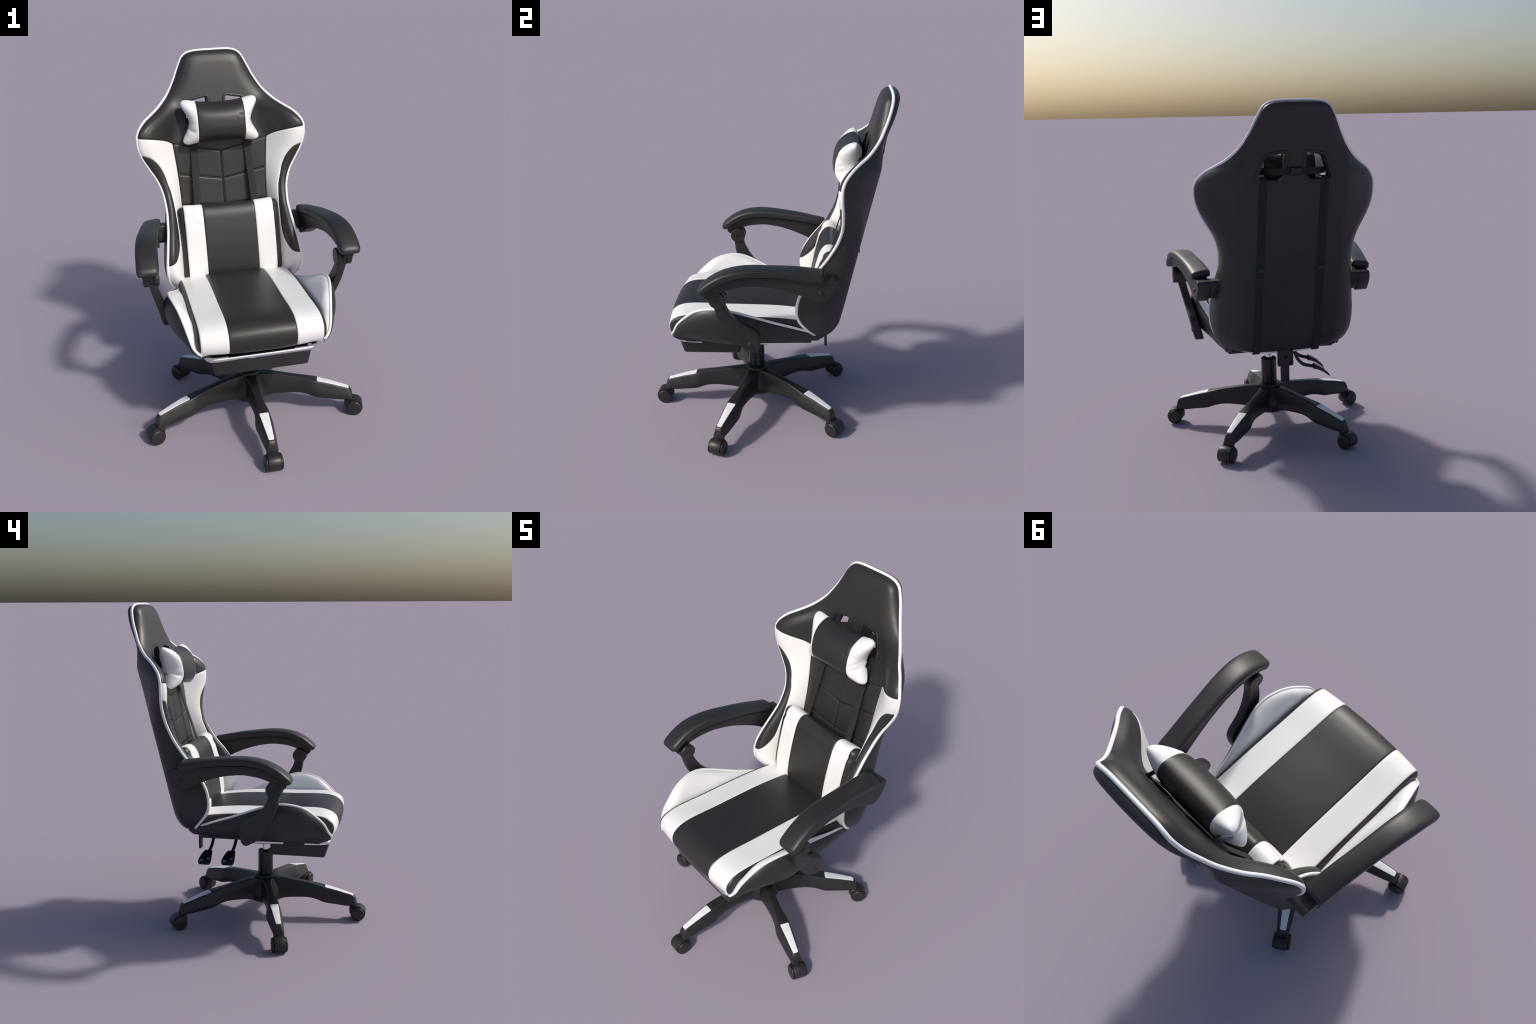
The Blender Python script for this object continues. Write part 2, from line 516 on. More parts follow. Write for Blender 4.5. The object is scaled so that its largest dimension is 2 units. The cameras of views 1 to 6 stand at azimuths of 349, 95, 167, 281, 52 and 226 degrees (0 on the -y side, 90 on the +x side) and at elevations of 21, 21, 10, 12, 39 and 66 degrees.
# ================================================================== HEAD PILLOW
head = group("head_pillow")
def head_pt(u, v, side):
    """u across, v up, both -1..1; side -1 front, +1 back"""
    au = np.abs(u)
    u0 = 0.64; xb = 0.138
    end = 0.181 + 0.064 * np.abs(v)**1.6                 # waisted ends
    lam = np.clip((au - u0) / (1 - u0), 0, 1)
    x = np.sign(u) * np.where(au < u0, au / u0 * xb, xb + (end - xb) * lam)
    ztop = 1.719 + 0.029 * (np.abs(x) / .235)**2
    zbot = 1.502 - 0.024 * (np.abs(x) / .235)**2
    x = x * (1 - 0.11 * np.abs(v)**8 * lam)
    z = (ztop + zbot) / 2 + v * (1 - 0.14 * lam**4) * (ztop - zbot) / 2
    prof_v = np.maximum(1 - np.abs(v)**2.8, 0)**(0.58 - .10 * lam)
    prof_u = np.maximum(1 - np.maximum(au - .15, 0)**4.5 / .85**4.5, 0)**0.44
    t = (0.098 if side < 0 else 0.062) * prof_v * prof_u * (1 - .16 * au**2)
    if side < 0: t = t * (1 - 0.12 * np.clip(v, -1, 0)**2)
    # gathered folds where the ends are pinched
    fold = np.exp(-((v + .30 + .25 * (1 - au)) / .08)**2) * sstep(.66, .95, au) * 0.030
    fold += np.exp(-((v - .10 - .8 * (1 - au)) / .06)**2) * sstep(.55, .85, au) * sstep(1.0, .8, au) * 0.010 * (u > 0)
    fold += np.exp(-((v + .05 + .5 * (1 - au)) / .05)**2) * sstep(.6, .85, au) * 0.010 * (u > 0)
    fold += np.exp(-((v - .25 - .9 * (.64 - au)) / .05)**2) * np.exp(-((au - .56) / .07)**2) * 0.005 * (u > 0)
    t = t - fold * prof_u
    # seam crease at the colour change
    t = t - 0.003 * np.exp(-((au - u0) / .018)**2)
    ym = 0.482 + 0.17 * (z - 1.615)
    return np.stack([x, ym + side * np.maximum(t, 0), z], -1)

def pillow_grid(us, fn, nv=56):
    vs = np.sin(np.linspace(-pi / 2, pi / 2, nv))
    S = Soup()
    U, W = np.meshgrid(us, vs, indexing="ij")
    n0, n1 = U.shape
    for sd in (-1, 1):
        P = fn(U, W, sd).reshape(-1, 3)
        S.add(P, [(i * n1 + j, i * n1 + j + 1, (i + 1) * n1 + j + 1, (i + 1) * n1 + j) for i in range(n0 - 1) for j in range(n1 - 1)])
    return S.v, S.f
mesh_object("pillow_cover", *pillow_grid(np.linspace(-.64, .64, 60), head_pt), BLACK, head, 180)
ue = 0.64 + 0.36 * np.sin(np.linspace(0, pi / 2, 34))
for sg in (1, -1):
    mesh_object("pillow_end", *pillow_grid(ue * sg, head_pt), WHITE, head, 180)

# ================================================================== LUMBAR PILLOW
lumbar = group("lumbar_pillow")
# side section (y, z), closed, front bulges towards the sitter
LSEC = catmull([(.398, 1.132), (.366, 1.147), (.334, 1.138), (.307, 1.100), (.288, 1.04), (.270, .97), (.255, .90), (.243, .83), (.238, .765),
                (.252, .72), (.30, .70), (.35, .74), (.395, .90), (.425, 1.05), (.422, 1.105)], .009, True)
lc = LSEC.mean(0)
def lumbar_row(x, shrink=0.0, bulge=0.0):
    sec = LSEC.copy()
    top = sstep(1.06, 1.14, sec[:, 1]) * 0.003 * (abs(x) / .28)**3        # corners ride up
    q = inset(sec, shrink) if shrink else sec
    y = q[:, 0] + 0.004 * (abs(x) / .28)**2.5 + bulge
    return np.stack([np.full(len(q), x), y, q[:, 1] + top - 0.006 * (1 - (x / .28)**2) * sstep(1.0, 1.14, q[:, 1])], 1)
XB, XE = 0.155, 0.267
def crease(x, xs):
    return 0.004 * math.exp(-((x - xs) / .004)**2)
xs = np.r_[np.linspace(-XB, -XB + .015, 8), np.linspace(-XB + .02, XB - .02, 26), np.linspace(XB - .015, XB, 8)]
rows = [lumbar_row(x, 0.004 * (1 - math.sqrt(max(0, 1 - max(0, 1 - (XB - abs(x)) / .012)**2)))) for x in xs]
mesh_object("pillow_cover", *loft(rows, caps=False), BLACK, lumbar, 180)
for sg in (1, -1):
    xs = np.r_[np.linspace(XB, XB + .015, 8), np.linspace(XB + .02, XE - .014, 12), XE - .012 * (1 - np.sin(np.linspace(0, pi / 2, 9)))]
    rows = []
    for x in xs:
        sh = 0.004 * (1 - math.sqrt(max(0, 1 - max(0, 1 - (x - XB) / .012)**2)))
        e = max(0, 1 - (XE - x) / .012)
        sh += 0.009 * (1 - math.sqrt(max(0, 1 - e * e)))
        r = lumbar_row(x, sh)
        zrel = r[:, 2]
        wr = np.exp(-((zrel - 1.085 - .25 * (x - .2)) / .012)**2) + .8 * np.exp(-((zrel - 1.055 - .5 * (x - .2)) / .010)**2)
        r[:, 1] += wr * .0055 * (r[:, 1] < .35) * sstep(.17, .22, x)
        r[:, 0] *= sg
        rows.append(r)
    mesh_object("pillow_end", *loft(rows, caps=False), WHITE, lumbar, 180)
    # black gusset closing the end
    last = rows[-1]
    S = Soup()
    q = last[:, 1:]
    v, f = fill(inset(q, .0005), h=.012, rings=(.004, .01))
    d = seg_dist(v, q)[0]
    S.add(np.stack([sg * (XE - .001 + .039 * np.sqrt(np.clip(1 - (1 - np.clip(d / .036, 0, 1))**2, 0, 1))), v[:, 0], v[:, 1]], 1), f)
    mesh_object("pillow_gusset", S.v, S.f, BLACK, lumbar, 180)

# ================================================================== STRAPS
straps = group("strap_harness")
def buckle(c, w, hgt, dep, ax=A(1, 0, 0), up=A(0, -.25, .97)):
    nrm = np.cross(ax, up)
    lp = round_poly([(-w/2, -hgt/2), (w/2, -hgt/2), (w/2, -hgt*.2), (w*.38, 0), (w/2, hgt*.2), (w/2, hgt/2), (-w/2, hgt/2), (-w/2, hgt*.2), (-w*.38, 0), (-w/2, -hgt*.2)], .004, 3)
    S = Soup().add(*rounded_prism(lp, -dep/2, dep/2, dep*.25, lambda a, b, h: np.asarray(c) + ax*a + up*b - nrm*h, h=.02))
    S.add(*rounded_prism(round_poly([(-w*.3, -hgt*.28), (w*.3, -hgt*.28), (w*.3, hgt*.28), (-w*.3, hgt*.28)], .003, 3), dep*.3, dep*.75, .0015, lambda a, b, h: np.asarray(c) + ax*a + up*b - nrm*h, h=.02))
    return S.v, S.f
for sg in (1, -1):
    # down the back, over the slot edge at the top and under the shell at the bottom
    z = np.linspace(1.590, .690, 60)
    x0 = .163 * sg
    P = np.stack([np.full(60, x0), z], 1)
    b = np.stack([P[:, 0] + .008 * sg * sstep(1.5, .65, z), back_y(P) + .003, z], 1)
    top = np.array([(x0, .590, 1.612), (x0, .625, 1.611), (x0, back_y(A(x0, 1.6)[None])[0] - .004, 1.606)])
    th = np.radians([62, 48, 34, 20, 8, 0])
    dz = .088 * (1 - np.cos(th))
    yb0 = back_y(np.stack([0 * th + x0, .607 + dz], 1))
    bot = np.stack([0 * th + x0 + .008 * sg, .352 + (yb0 - .352) * np.sin(th)**.8 + .002, .604 + dz], 1)
    path = np.vstack([top, b, bot])
    t = np.gradient(path, axis=0); t /= np.linalg.norm(t, axis=1)[:, None]
    up = np.cross(t, A(1, 0, 0)); up[up @ A(0, 1, 0.3) < 0] *= -1
    mesh_object("strap", *band(path, (1, 0, 0), .041, .0035, up), STRAP, straps)
    # down the front, from the head pillow to behind the lumbar pillow
    z = np.linspace(1.56, 1.06, 30)
    xf = sg * (.160 + .012 * sstep(1.5, 1.1, z))
    P = np.stack([xf, z], 1)
    path = np.stack([xf, np.minimum(.85 * (.388 + (z - 1.10) * .345) + .15 * (front_mid(z) - .008), front_mid(z) - .006), z], 1)
    mesh_object("strap", *band(path, (1, 0, 0), .041, .0035, (0, -1, .2)), STRAP, straps)
    zb = 1.118
    mesh_object("buckle", *buckle((.165 * sg, back_y(A(.165, zb)[None])[0] + .007, zb), .046, .034, .012), DARK, straps)
xx = np.linspace(-.172, .172, 36)
yb = back_y(np.stack([xx, 0 * xx + 1.642], 1)) + .006 - .055 * sstep(.10, .172, np.abs(xx)) - .004 * sstep(.03, .08, np.abs(xx))
path = np.stack([xx, yb, np.full(36, 1.642)], 1)
t = np.gradient(path, axis=0); up = np.cross(t, A(0, 0, 1)); up /= np.linalg.norm(up, axis=1)[:, None]; up[up[:, 1] < 0] *= -1
mesh_object("strap", *band(path, (0, .25, .97), .036, .0035, up), STRAP, straps)
mesh_object("buckle", *buckle((0, back_y(A(0, 1.642)[None])[0] + .010, 1.642), .042, .058, .018, ax=A(0, .25, .97), up=A(1, 0, 0)), DARK, straps)
for sg in (1, -1):     # tails through the slots onto the back of the head pillow
    path = np.array([(.172 * sg, back_y(A(.172, 1.642)[None])[0] - .05, 1.642), (.176 * sg, .565, 1.640), (.170 * sg, .52, 1.635), (.14 * sg, .505, 1.632)])
    mesh_object("strap", *band(path, (0, .2, .98), .034, .0035, (sg, 0, 0)), STRAP, straps)

# ================================================================== SEAT
seat = group("seat")
# side section of the cushion (y, z): rear, over the top, round the front nose and under
SEC = catmull([(.31, .725), (.25, .737), (.15, .750), (.05, .759), (-.06, .763), (-.17, .765), (-.28, .767), (-.38, .771), (-.44, .771), (-.49, .766), (-.53, .752), (-.557, .729),
               (-.567, .702), (-.566, .676), (-.557, .650), (-.540, .629), (-.52, .617), (-.49, .608)], .009)
tg = np.gradient(SEC, axis=0); tg /= np.linalg.norm(tg, axis=1)[:, None]
NRM = np.stack([tg[:, 1], -tg[:, 0]], 1)
NRM *= np.where((NRM @ A(0, 1) + NRM @ A(-1, 0)) < 0, -1, 1)[:, None]
XS0, XS1 = .176, .320
def seat_row(x, sink):
    crown = 0.018 * (1 - abs(x / XS1)**2.0) - 0.003
    q = SEC + NRM * (crown - sink)
    return np.stack([np.full(len(q), x), q[:, 0], q[:, 1]], 1)
def seat_strip(name, x0, x1, mat, r0=.010, r1=.010, d0=.004, d1=.004):
    w = x1 - x0
    xs = np.unique(np.round(np.r_[x0 + r0 * (1 - np.cos(np.linspace(0, pi / 2, 7))), np.linspace(x0 + r0, x1 - r1, 14), x1 - r1 * (1 - np.cos(np.linspace(0, pi / 2, 7)))], 6))
    rows = []
    for x in xs:
        a = max(0, 1 - (x - x0) / r0); b = max(0, 1 - (x1 - x) / r1)
        rows.append(seat_row(x, d0 * (1 - math.sqrt(max(0, 1 - a * a))) + d1 * (1 - math.sqrt(max(0, 1 - b * b)))))
    return mesh_object(name, *loft(rows, closed=False, caps=False), mat, seat, 180)
seat_strip("black_seat_panel", -XS0, XS0, BLACK)
seat_strip("white_seat_stripe", XS0, XS1, WHITE, r1=.012, d1=.006)
seat_strip("white_seat_stripe", -XS1, -XS0, WHITE, r0=.012, d0=.006)
low = np.array([(-.46, .603), (-.2, .600), (.1, .600), (.30, .61)])
side_loop = np.vstack([SEC - NRM * .006, resample(low, .012), resample([(.31, .62), (.31, .76)], .012)])
for sg in (1, -1):
    v, f = fill(side_loop, h=.014, rings=(.002, .005, .010, .018))
    d = seg_dist(v, side_loop)[0]
    q = 1 - np.clip(d / .022, 0, 1)
    x = XS1 + .0 + .017 * np.sqrt(np.maximum(1 - q * q, 0))
    mesh_object("black_seat_side", np.stack([sg * x, v[:, 0], v[:, 1]], 1), f, BLACK, seat, 180)

# raised side bolsters: piping line (x, y, z), front to rear
BOL = catmull([(.322, -.548, .640), (.338, -.545, .654), (.356, -.530, .680), (.371, -.503, .731), (.386, -.452, .781), (.403, -.392, .825), (.420, -.325, .847), (.432, -.255, .852), (.431, -.19, .840),
               (.415, -.12, .815), (.393, -.035, .779), (.373, .05, .744), (.356, .14, .712), (.334, .23, .677), (.316, .30, .650)], .012)
low_z = smooth_fn([-.56, -.49, -.30, -.02, .15, .25, .32], [.634, .622, .600, .588, .586, .594, .615])
for sg in (1, -1):
    rows_i, rows_o = [], []
    tt = np.linspace(0, 1, 22)[:, None]
    for P in BOL:
        x, y, z = P
        # inner face: from the cushion valley, swelling, to the piping
        zi = min(.735, z - .012)
        H = z - zi
        v0, v3 = A(min(.326, x - .004), max(zi - .05, min(float(low_z(y)) + .03, z - .006))), A(x, z)
        v1, v2 = A(.330 + .10 * H, zi + .25 * H), A(x - .052 * min(1, H / .1 + .15), z + .010 * min(1, H / .1))
        B = (1 - tt)**3 * v0 + 3 * tt * (1 - tt)**2 * v1 + 3 * tt**2 * (1 - tt) * v2 + tt**3 * v3
        rows_i.append(np.stack([sg * B[:, 0], np.full(len(tt), y), B[:, 1]], 1))
        # outer face: rolls over and tucks in under the seat
        zb = float(low_z(y)); G = max(z - zb, .01)
        k = min(1, G / .2)
        fr = float(sstep(-.38, -.50, y))
        v0, v3 = A(x, z), A(x - .098 * k, zb)
        v1, v2 = A(x + (.054 - .006 * fr) * k, z - .12 * G), A(x + (.042 - .010 * fr) * k, zb + .08 * G)
        B = (1 - tt)**3 * v0 + 3 * tt * (1 - tt)**2 * v1 + 3 * tt**2 * (1 - tt) * v2 + tt**3 * v3
        rows_o.append(np.stack([sg * B[:, 0], np.full(len(tt), y), B[:, 1]], 1))
    mesh_object("white_bolster_face", *loft(rows_i, closed=False, caps=False), WHITE, seat, 180)
    S = Soup().add(*loft(rows_o, closed=False, caps=False))
    # rear end rounded off
    e = rows_o[-1]; c = A(sg * .30, .318, .63)
    rr = [e]
    for t in np.linspace(0, pi / 2, 6)[1:]:
        q = c + (e - c) * max(math.cos(t), .02) + A(0, .022 * math.sin(t), 0)
        q[:, 1] = np.maximum(q[:, 1], e[:, 1])
        rr.append(q)
    S.add(*loft(rr, closed=False, caps=False))
    mesh_object("black_bolster_side", S.v, S.f, BLACK, seat, 180)
    pp = BOL * A(sg, 1, 1)
    mesh_object("piping", *tube(pp, .0078, k=12), PIPE, seat, 180)
mesh_object("seat_pan", *box(-.31, .31, -.48, .26, .584, .606, .01), SHELL, seat)

# ================================================================== FOOTREST
foot = group("footrest")
def taper(v, f):
    out = []
    for p in v:
        p = np.array(p)
        up = np.clip((p[2] - .485) / .09, 0, 1)
        if p[1] < -.3: p[1] -= .024 * up
        p[0] *= 1 + .05 * up
        out.append(p)
    return out, f
mesh_object("footrest_pad", *taper(*rounded_prism(round_poly([(-.250, -.503), (.250, -.503), (.250, -.165), (-.250, -.165)], .02, 6), .482, .573, .010, lambda a, b, h: A(a, b, h), h=.04)), BLACK, foot)
rail = [(-.285, .0, .5735), (-.285, -.08, .5745), (-.285, -.3, .578), (-.285, -.47, .585), (-.283, -.500, .588), (-.266, -.523, .590), (-.23, -.529, .590)]
half = catmull(rail, .01)
full = np.vstack([half, mirror(half)])
mesh_object("chrome_rail", *tube(full, .0130, k=16), CHROME, foot, 180)
for sg in (1, -1):
    mesh_object("rail_sleeve", *box(sg * .285 - .018, sg * .285 + .018, -.385, -.255, .560, .600, .008), METAL, foot)

# ================================================================== MECHANISM AND LEVERS
CY = -.0915
mech = group("tilt_mechanism")
mesh_object("mounting_plate", *box(-.14, .14, -.22, .12, .555, .583, .006), METAL, mech)
mesh_object("mechanism_housing", *box(-.09, .09, -.17, .10, .520, .556, .012), METAL, mech)
lp = round_poly([(-.046, .520), (.046, .520), (.046, .625), (-.046, .625)], .004, 3)
hole = [(.012 * math.cos(a), .573 + .012 * math.sin(a)) for a in np.linspace(0, 2 * pi, 13)[:-1]]
v, f = fill(resample(lp, .01, True), [hole], .02)
S = Soup()
for y in (.352, .362): S.add(np.stack([v[:, 0], np.full(len(v), y), v[:, 1]], 1), f)
for loop in (resample(lp, .01, True), np.array(hole)):
    m = len(loop)
    S.add([(p[0], y, p[1]) for y in (.352, .362) for p in loop], [(i, (i + 1) % m, m + (i + 1) % m, m + i) for i in range(m)])
mesh_object("bracket_plate", S.v, S.f, METAL, mech)
bolt = mesh_object("bolt", *lathe([(0, .008), (.007, .008), (.009, .005), (.009, 0)], 16, "y"), DARK, mech)
for k, (x, z) in enumerate([(-.034, .612), (.034, .612), (-.034, .535), (.034, .535)]):
    o = bolt if k == 0 else repeat(bolt)
    o.location = (x, .3625, z)
mesh_object("bracket_arm", *box(-.030, .030, .05, .352, .585, .605, .006), METAL, mech)
mesh_object("bracket_tongue", *box(-.025, .025, .334, .350, .420, .60, .003), METAL, mech)

def lever(pth):
    L = group("lever")
    tip = catmull(pth, .006)
    n = len(tip)
    rad = .0095 + .0012 * (np.arange(n) % 2)
    mesh_object("lever_rod", *tube(tip, rad, k=12), METAL, L, 180)
    # flat spoon-shaped grip curving down and outwards
    e = tip[-1]
    lp = round_poly([(-.022, 0), (.024, 0), (.032, .075), (.026, .098), (-.046, .098), (-.052, .080)], [.004, .004, .02, .014, .014, .02], 5)
    lp = resample(lp, .005, True)
    def place(a, b, h):
        s = b / .098
        c = e + A(.004 - .092 * s, 0, .001 - .012 * s - .044 * s * s)
        th = 1 - .70 * s
        return A(c[0] - h * th * .45, e[1] - a, c[2] + h * th)
    mesh_object("lever_grip", *rounded_prism(lp, -.012, .012, .004, place, h=.012), DARK, L)
    S = Soup()
    for a, b in ((-.030, .080), (.012, .068)):      # two small pale dashes on the grip
        lq = resample(round_poly([(a - .009, b - .0025), (a + .009, b - .0025), (a + .009, b + .0025), (a - .009, b + .0025)], .001, 3), .003, True)
        S.add(*rounded_prism(lq, .008, .0165, .0006, place, h=.01, k=3))
    mesh_object("grip_mark", S.v, S.f, MARK, L)
lever([(-.05, .19, .590), (-.085, .222, .557), (-.105, .231, .512), (-.135, .234, .480), (-.17, .236, .468), (-.20, .237, .462)])
lever([(-.05, .075, .580), (-.10, .076, .545), (-.125, .080, .508), (-.15, .083, .486), (-.18, .085, .474), (-.205, .087, .468)])

# ================================================================== GAS LIFT AND BASE
lift = group("gas_lift")
mesh_object("gas_cylinder", *lathe([(.024, .425), (.040, .425), (.044, .432), (.048, .430), (.048, .280), (.046, .268), (.03, .268)], 48, at=(0, CY, 0)), DARK, lift)
mesh_object("chrome_piston", *lathe([(0, .58), (.022, .58), (.022, .42), (0, .42)], 32, at=(0, CY, 0)), CHROME, lift)
base = group("base")
mesh_object("hub", *lathe([(0, .272), (.060, .274), (.066, .273), (.070, .268), (.070, .259), (.066, .254), (.066, .248), (.072, .240), (.086, .218), (.104, .19), (.114, .16), (.116, .13), (.10, .106), (.05, .095), (0, .095)], 48, at=(0, CY, 0)), PLASTIC, base)

STN = [  # radius, top z, bottom z, half width of top, half width of the widest side
    (.02, .252, .100, .034, .056), (.08, .255, .108, .030, .050), (.13, .252, .117, .023, .042), (.19, .245, .124, .020, .037), (.25, .236, .128, .020, .035),
    (.31, .227, .126, .023, .037), (.35, .219, .118, .029, .043), (.38, .213, .109, .031, .049), (.395, .209, .106, .031, .0505), (.43, .201, .101, .029, .048),
    (.49, .186, .094, .025, .043), (.54, .172, .089, .021, .038), (.572, .161, .086, .018, .035), (.583, .152, .086, .017, .034), (.591, .134, .087, .016, .032), (.596, .11, .090, .014, .030)]
cols = [smooth_fn([s[0] for s in STN], [s[k] + (.005 if k == 2 and .1 < s[0] < .58 else 0) for s in STN]) for k in (1, 2, 3, 4)]
def leg_section(r):
    zt, zb, wt, ws = [float(c(r)) for c in cols]
    zm = zb + .32 * (zt - zb)
    half = round_poly([(-wt, zt), (wt, zt), (ws, zm), (ws * .90, zb), (-ws * .90, zb), (-ws, zm)], [.006, .006, .016, .010, .010, .016], 4)
    return [A(r, p[0], p[1]) for p in half]
rs = np.unique(np.r_[np.linspace(.02, .575, 60), np.linspace(.575, .596, 8)])
leg = mesh_object("leg", *loft([leg_section(r) for r in rs]), PLASTIC, base, 60)
def plate_place(r, s, h):
    zt = float(cols[0](min(max(r, .38), .575)))
    return A(r, s, zt + h)
lp = resample(round_poly([(.392, -.0255), (.573, -.0150), (.573, .0150), (.392, .0255)], .005, 5), .006, True)
inlay = mesh_object("silver_inlay", *rounded_prism(lp, -.004, .0016, .0008, plate_place, h=.012, k=3), SILVER, base)
for k in range(5):
    a = math.radians(-90 + 72 * k)
    for o in (leg, inlay):
        q = o if k == 0 else repeat(o)
        q.rotation_euler = (0, 0, a); q.location = (0, CY, 0)

# casters: hooded twin wheels
WR = .606
def caster_meshes():
    hood = Soup()
    # hood: thick arc over the wheels, ending in a lip on the outer side
    arc = []
    for t in np.linspace(math.radians(-30), math.radians(205), 34): arc.append((.0475 * math.cos(t), .0475 * math.sin(t)))
    for t in np.linspace(math.radians(205), math.radians(-24), 26): arc.append((.040 * math.cos(t), .040 * math.sin(t)))
    lp = resample(np.array(arc), .003, True)
    hood.add(*rounded_prism(lp, -.0335, .0335, .0012, lambda a, b, h: A(WR + a, h, .0475 + b), h=.006, k=3))
    # neck housing the swivel pin
    hood.add(*lathe([(0, .108), (.019, .108), (.020, .092), (.027, .088), (.031, .080), (.032, .060), (.030, .040), (.020, .032), (0, .030)], 28, at=(.580, 0, 0)))
    hood.add(*box(.585, .605, -.012, .012, .030, .080, .003))
    return hood
h = caster_meshes()
S = Soup()
for sg in (1, -1):
    pr = [(0, .0490), (.020, .0486), (.034, .0474), (.0405, .0452), (.0432, .0425), (.0440, .039), (.0440, .0365), (.0425, .0350), (.0405, .0345), (.0425, .033), (.0425, .018), (.0405, .016), (0, .016)]
    S.add(*lathe([(r, sg * z) for r, z in pr], 40, "y", at=(WR - .001, 0, .0440)))
S.add(*lathe([(0, .03), (.012, .03), (.012, -.03), (0, -.03)], 16, "y", at=(WR, 0, .0440)))
hm = wm = None
for k in range(5):
    c = group("caster")
    c.location = (0, CY, 0); c.rotation_euler = (0, 0, math.radians(-90 + 72 * k))
    if hm is None:
        hm = mesh_object("caster_hood", h.v, h.f, TREAD, c, 45)
        wm = mesh_object("twin_wheel", S.v, S.f, TREAD, c, 45)
    else:
        repeat(hm, c); repeat(wm, c)

# ================================================================== ARMRESTS
_ax = smooth_fn([-.36, -.2, -.1, 0, .1, .3, .41], [.536, .526, .515, .502, .488, .462, .451])
def arm_x(y): return float(_ax(y))               # centre line: toes out towards the front
PADC = catmull([(.335, 1.071), (.26, 1.084), (.17, 1.100), (.06, 1.112), (-.05, 1.120), (-.13, 1.116), (-.20, 1.100), (-.26, 1.071), (-.31, 1.035), (-.340, 1.009)], .008)
BODY = round_poly([(.405, 1.048), (.33, 1.052), (.25, 1.066), (.16, 1.081), (.05, 1.094), (-.05, 1.100), (-.13, 1.095), (-.20, 1.079), (-.26, 1.049), (-.315, 1.004),
                   (-.312, .985), (-.292, .966), (-.225, 1.012), (-.157, 1.034), (-.056, 1.045), (.054, 1.030), (.136, 1.005), (.218, .972), (.273, .938), (.315, .920), (.345, .933), (.383, .970), (.410, 1.008)],
                  [.012] + [.03] * 8 + [.008, .006, .008] + [.03] * 8 + [.02, .02, .02], 4)
BODY = resample(BODY, .009, True)
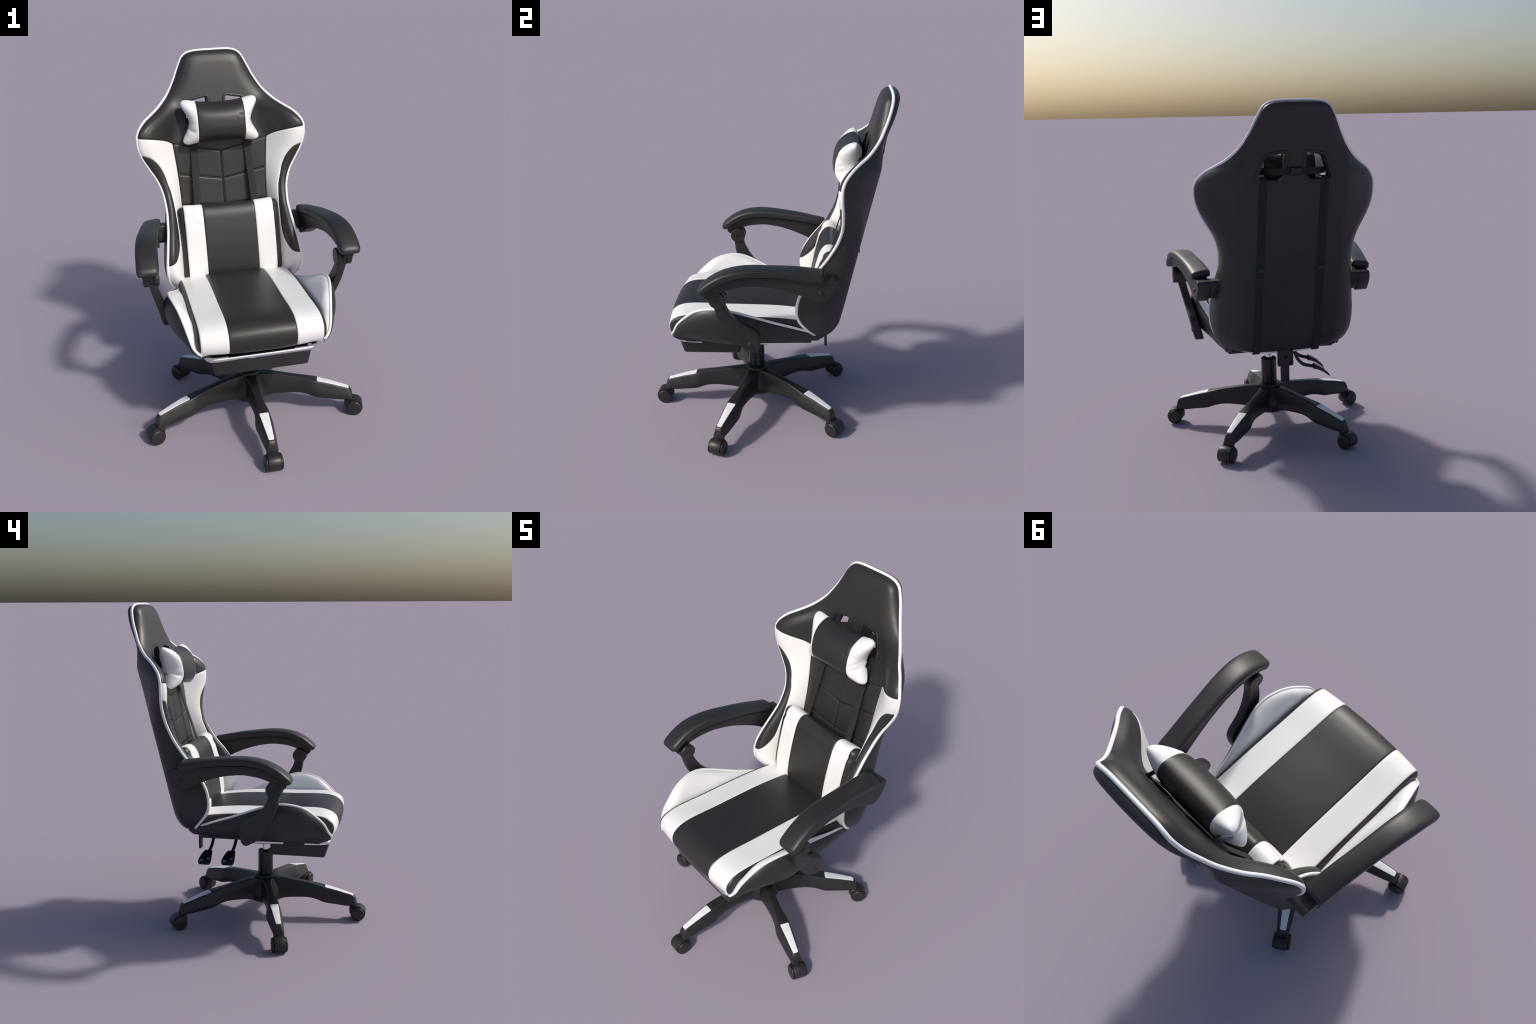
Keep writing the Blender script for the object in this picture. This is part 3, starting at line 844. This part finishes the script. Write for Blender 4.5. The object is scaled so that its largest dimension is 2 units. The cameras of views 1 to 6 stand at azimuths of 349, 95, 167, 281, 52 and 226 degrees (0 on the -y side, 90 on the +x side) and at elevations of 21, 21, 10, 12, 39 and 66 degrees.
# support link outline (y, z)
LINK = catmull([(-.266, .965), (-.263, .905), (-.253, .848), (-.234, .800), (-.211, .754), (-.184, .708), (-.155, .666), (-.128, .637), (-.096, .615), (-.060, .597), (-.038, .605), (-.026, .632),
                (-.022, .670), (-.026, .708), (-.048, .738), (-.076, .757), (-.107, .776), (-.135, .800), (-.160, .830), (-.179, .862), (-.195, .893), (-.204, .925), (-.208, .965)], .008, True)
def link_x(z): return .434 + (z - .60) * .232
for sg in (1, -1):
    arm = group("armrest")
    # padded top: rounded-rectangle section swept along the spine
    n = len(PADC)
    t = np.gradient(PADC, axis=0); t /= np.linalg.norm(t, axis=1)[:, None]
    nr = np.stack([t[:, 1], -t[:, 0]], 1); nr *= np.sign(nr[:, 1:2])
    L = np.r_[0, np.cumsum(np.linalg.norm(np.diff(PADC, axis=0), axis=1))]
    rows = []
    sec = round_poly([(-1, -1), (1, -1), (1, .55), (.72, 1.0), (0, 1.12), (-.72, 1.0), (-1, .55)], [.25, .25, .3, .25, .6, .25, .3], 4)
    lead = [(0, .02), (.0005, .25), (.002, .5), (.005, .72), (.010, .9), (.016, .98)]
    stations = [(s, k) for s, k in lead] + [(s, 1) for s in np.linspace(.024, L[-1] - .03, 46)] + [(L[-1] - s * 1.7, k) for s, k in lead[::-1]]
    for s, k in stations:
        c = A(np.interp(s, L, PADC[:, 0]), np.interp(s, L, PADC[:, 1])); m = A(np.interp(s, L, nr[:, 0]), np.interp(s, L, nr[:, 1]))
        m /= np.linalg.norm(m)
        tilt = math.radians(8) * sstep(0, .33, c[0])
        front = sstep(L[-1] - .10, L[-1], s)
        rnd = math.sqrt(max(0, 1 - max(0, 1 - (L[-1] - s) / .055)**2.5)) if s > L[-1] - .055 else 1
        wd = (.0525 + .006 * sstep(.1, -.2, c[0])) * (0.80 + 0.20 * min(1, k) if k < 1 else 1) * (.74 + .26 * rnd)
        ht = (.0215 - .002 * front) * max(k, .03)
        row = []
        for a, b in sec:
            q = c + m * b * ht
            row.append(A(sg * (arm_x(c[0]) + a * wd), q[0], q[1] - a * wd * math.tan(tilt)))
        rows.append(row)
    mesh_object("arm_pad", *loft(rows), BLACK, arm, 70)
    # plastic arm under the pad, with a stepped ledge
    def pl(a, b, h):
        return A(sg * (arm_x(a) + h * (1 - .30 * sstep(-.18, -.30, a))), a, b)
    S = Soup().add(*rounded_prism(BODY, -.036, .036, .005, pl, h=.02))
    k = (BODY[:, 1] > 1.0)
    ledge = np.array([(y, z - .020) for y, z in PADC[(PADC[:, 0] < .30) & (PADC[:, 0] > -.300)]])
    rows = []
    for i, (y, z) in enumerate(ledge):
        e = .93 - .28 * sstep(-.20, -.30, y)
        rows.append([A(sg * (arm_x(y) + a * .0455 * e), y, z + b) for a, b in ((-.90, .004), (-.90, -.004), (-1, -.007), (-1, -.013), (-.9, -.016), (.9, -.016), (1, -.013), (1, -.007), (.90, -.004), (.90, .004))])
    S.add(*loft(rows))
    # rear mounting block reaching in to the backrest
    blk = resample(round_poly([(.318, .955), (.345, .938), (.382, .972), (.406, 1.010), (.402, 1.048), (.335, 1.053)], .01, 4), .008, True)
    S.add(*rounded_prism(blk, .350, .470, .005, lambda a, b, h: A(sg * h, a, b), h=.02))
    mesh_object("arm_body", S.v, S.f, PLASTIC, arm, 45)
    def disc(r, x0, x1, y, z, bev=.004):
        return lathe([(0, x0), (r - bev, x0), (r, x0 + bev * sg * (1 if x1 > x0 else -1) * sg), (r, x1 - bev * (1 if x1 > x0 else -1)), (r - bev, x1), (0, x1)], 36, "x", at=(0, y, z))
    # hinge knuckle
    hx = .518
    S = Soup().add(*disc(.047, sg * (hx - .042), sg * (hx - .012), -.240, .964))
    S.add(*disc(.043, sg * (hx - .012), sg * (hx + .014), -.240, .966))
    S.add(*disc(.047, sg * (hx + .012), sg * (hx + .043), -.240, .964))
    mesh_object("arm_hinge", S.v, S.f, PLASTIC, arm, 45)
    S = Soup()
    for x in (hx - .0425, hx + .0435):
        o = 1 if x > hx else -1
        S.add(*lathe([(.013, sg * (x + .0006 * o)), (.009, sg * (x + .0012 * o)), (.006, sg * (x + .0006 * o)), (0, sg * (x + .0004 * o))], 20, "x", at=(0, -.240, .964)))
    mesh_object("hinge_pin", S.v, S.f, DARK, arm)
    # support link down to the seat
    def lpl(a, b, h): return A(sg * (link_x(b) + h * (1 + .15 * sstep(.75, .62, b))), a, b)
    v, f = rounded_prism(LINK, -.023, .023, .006, lpl, h=.014)
    v = np.array(v)
    # scooped flank along the rear edge
    dd = np.interp(v[:, 2], [.70, .76, .83, .90], [-.098, -.145, -.198, -.224])
    rec = sstep(.012, -.004, np.abs(v[:, 1] - dd) - .0) * .0035 * sstep(.66, .74, v[:, 2]) * sstep(.93, .86, v[:, 2])
    outer = (v[:, 0] * sg - link_x(v[:, 2])) > 0
    v[:, 0] -= sg * rec * outer
    mesh_object("arm_link", v, f, PLASTIC, arm, 45)
    S = Soup()
    for (x, y, z, r) in ((link_x(.656) + .0258, -.078, .656, .0155), (arm_x(.317) + .0355, .317, .984, .0155)):
        S.add(*lathe([(0, sg * (x + .004)), (r - .004, sg * (x + .004)), (r, sg * x), (r, sg * (x - .006))], 24, "x", at=(0, y, z)))
    mesh_object("arm_bolt", S.v, S.f, PLASTIC, arm)
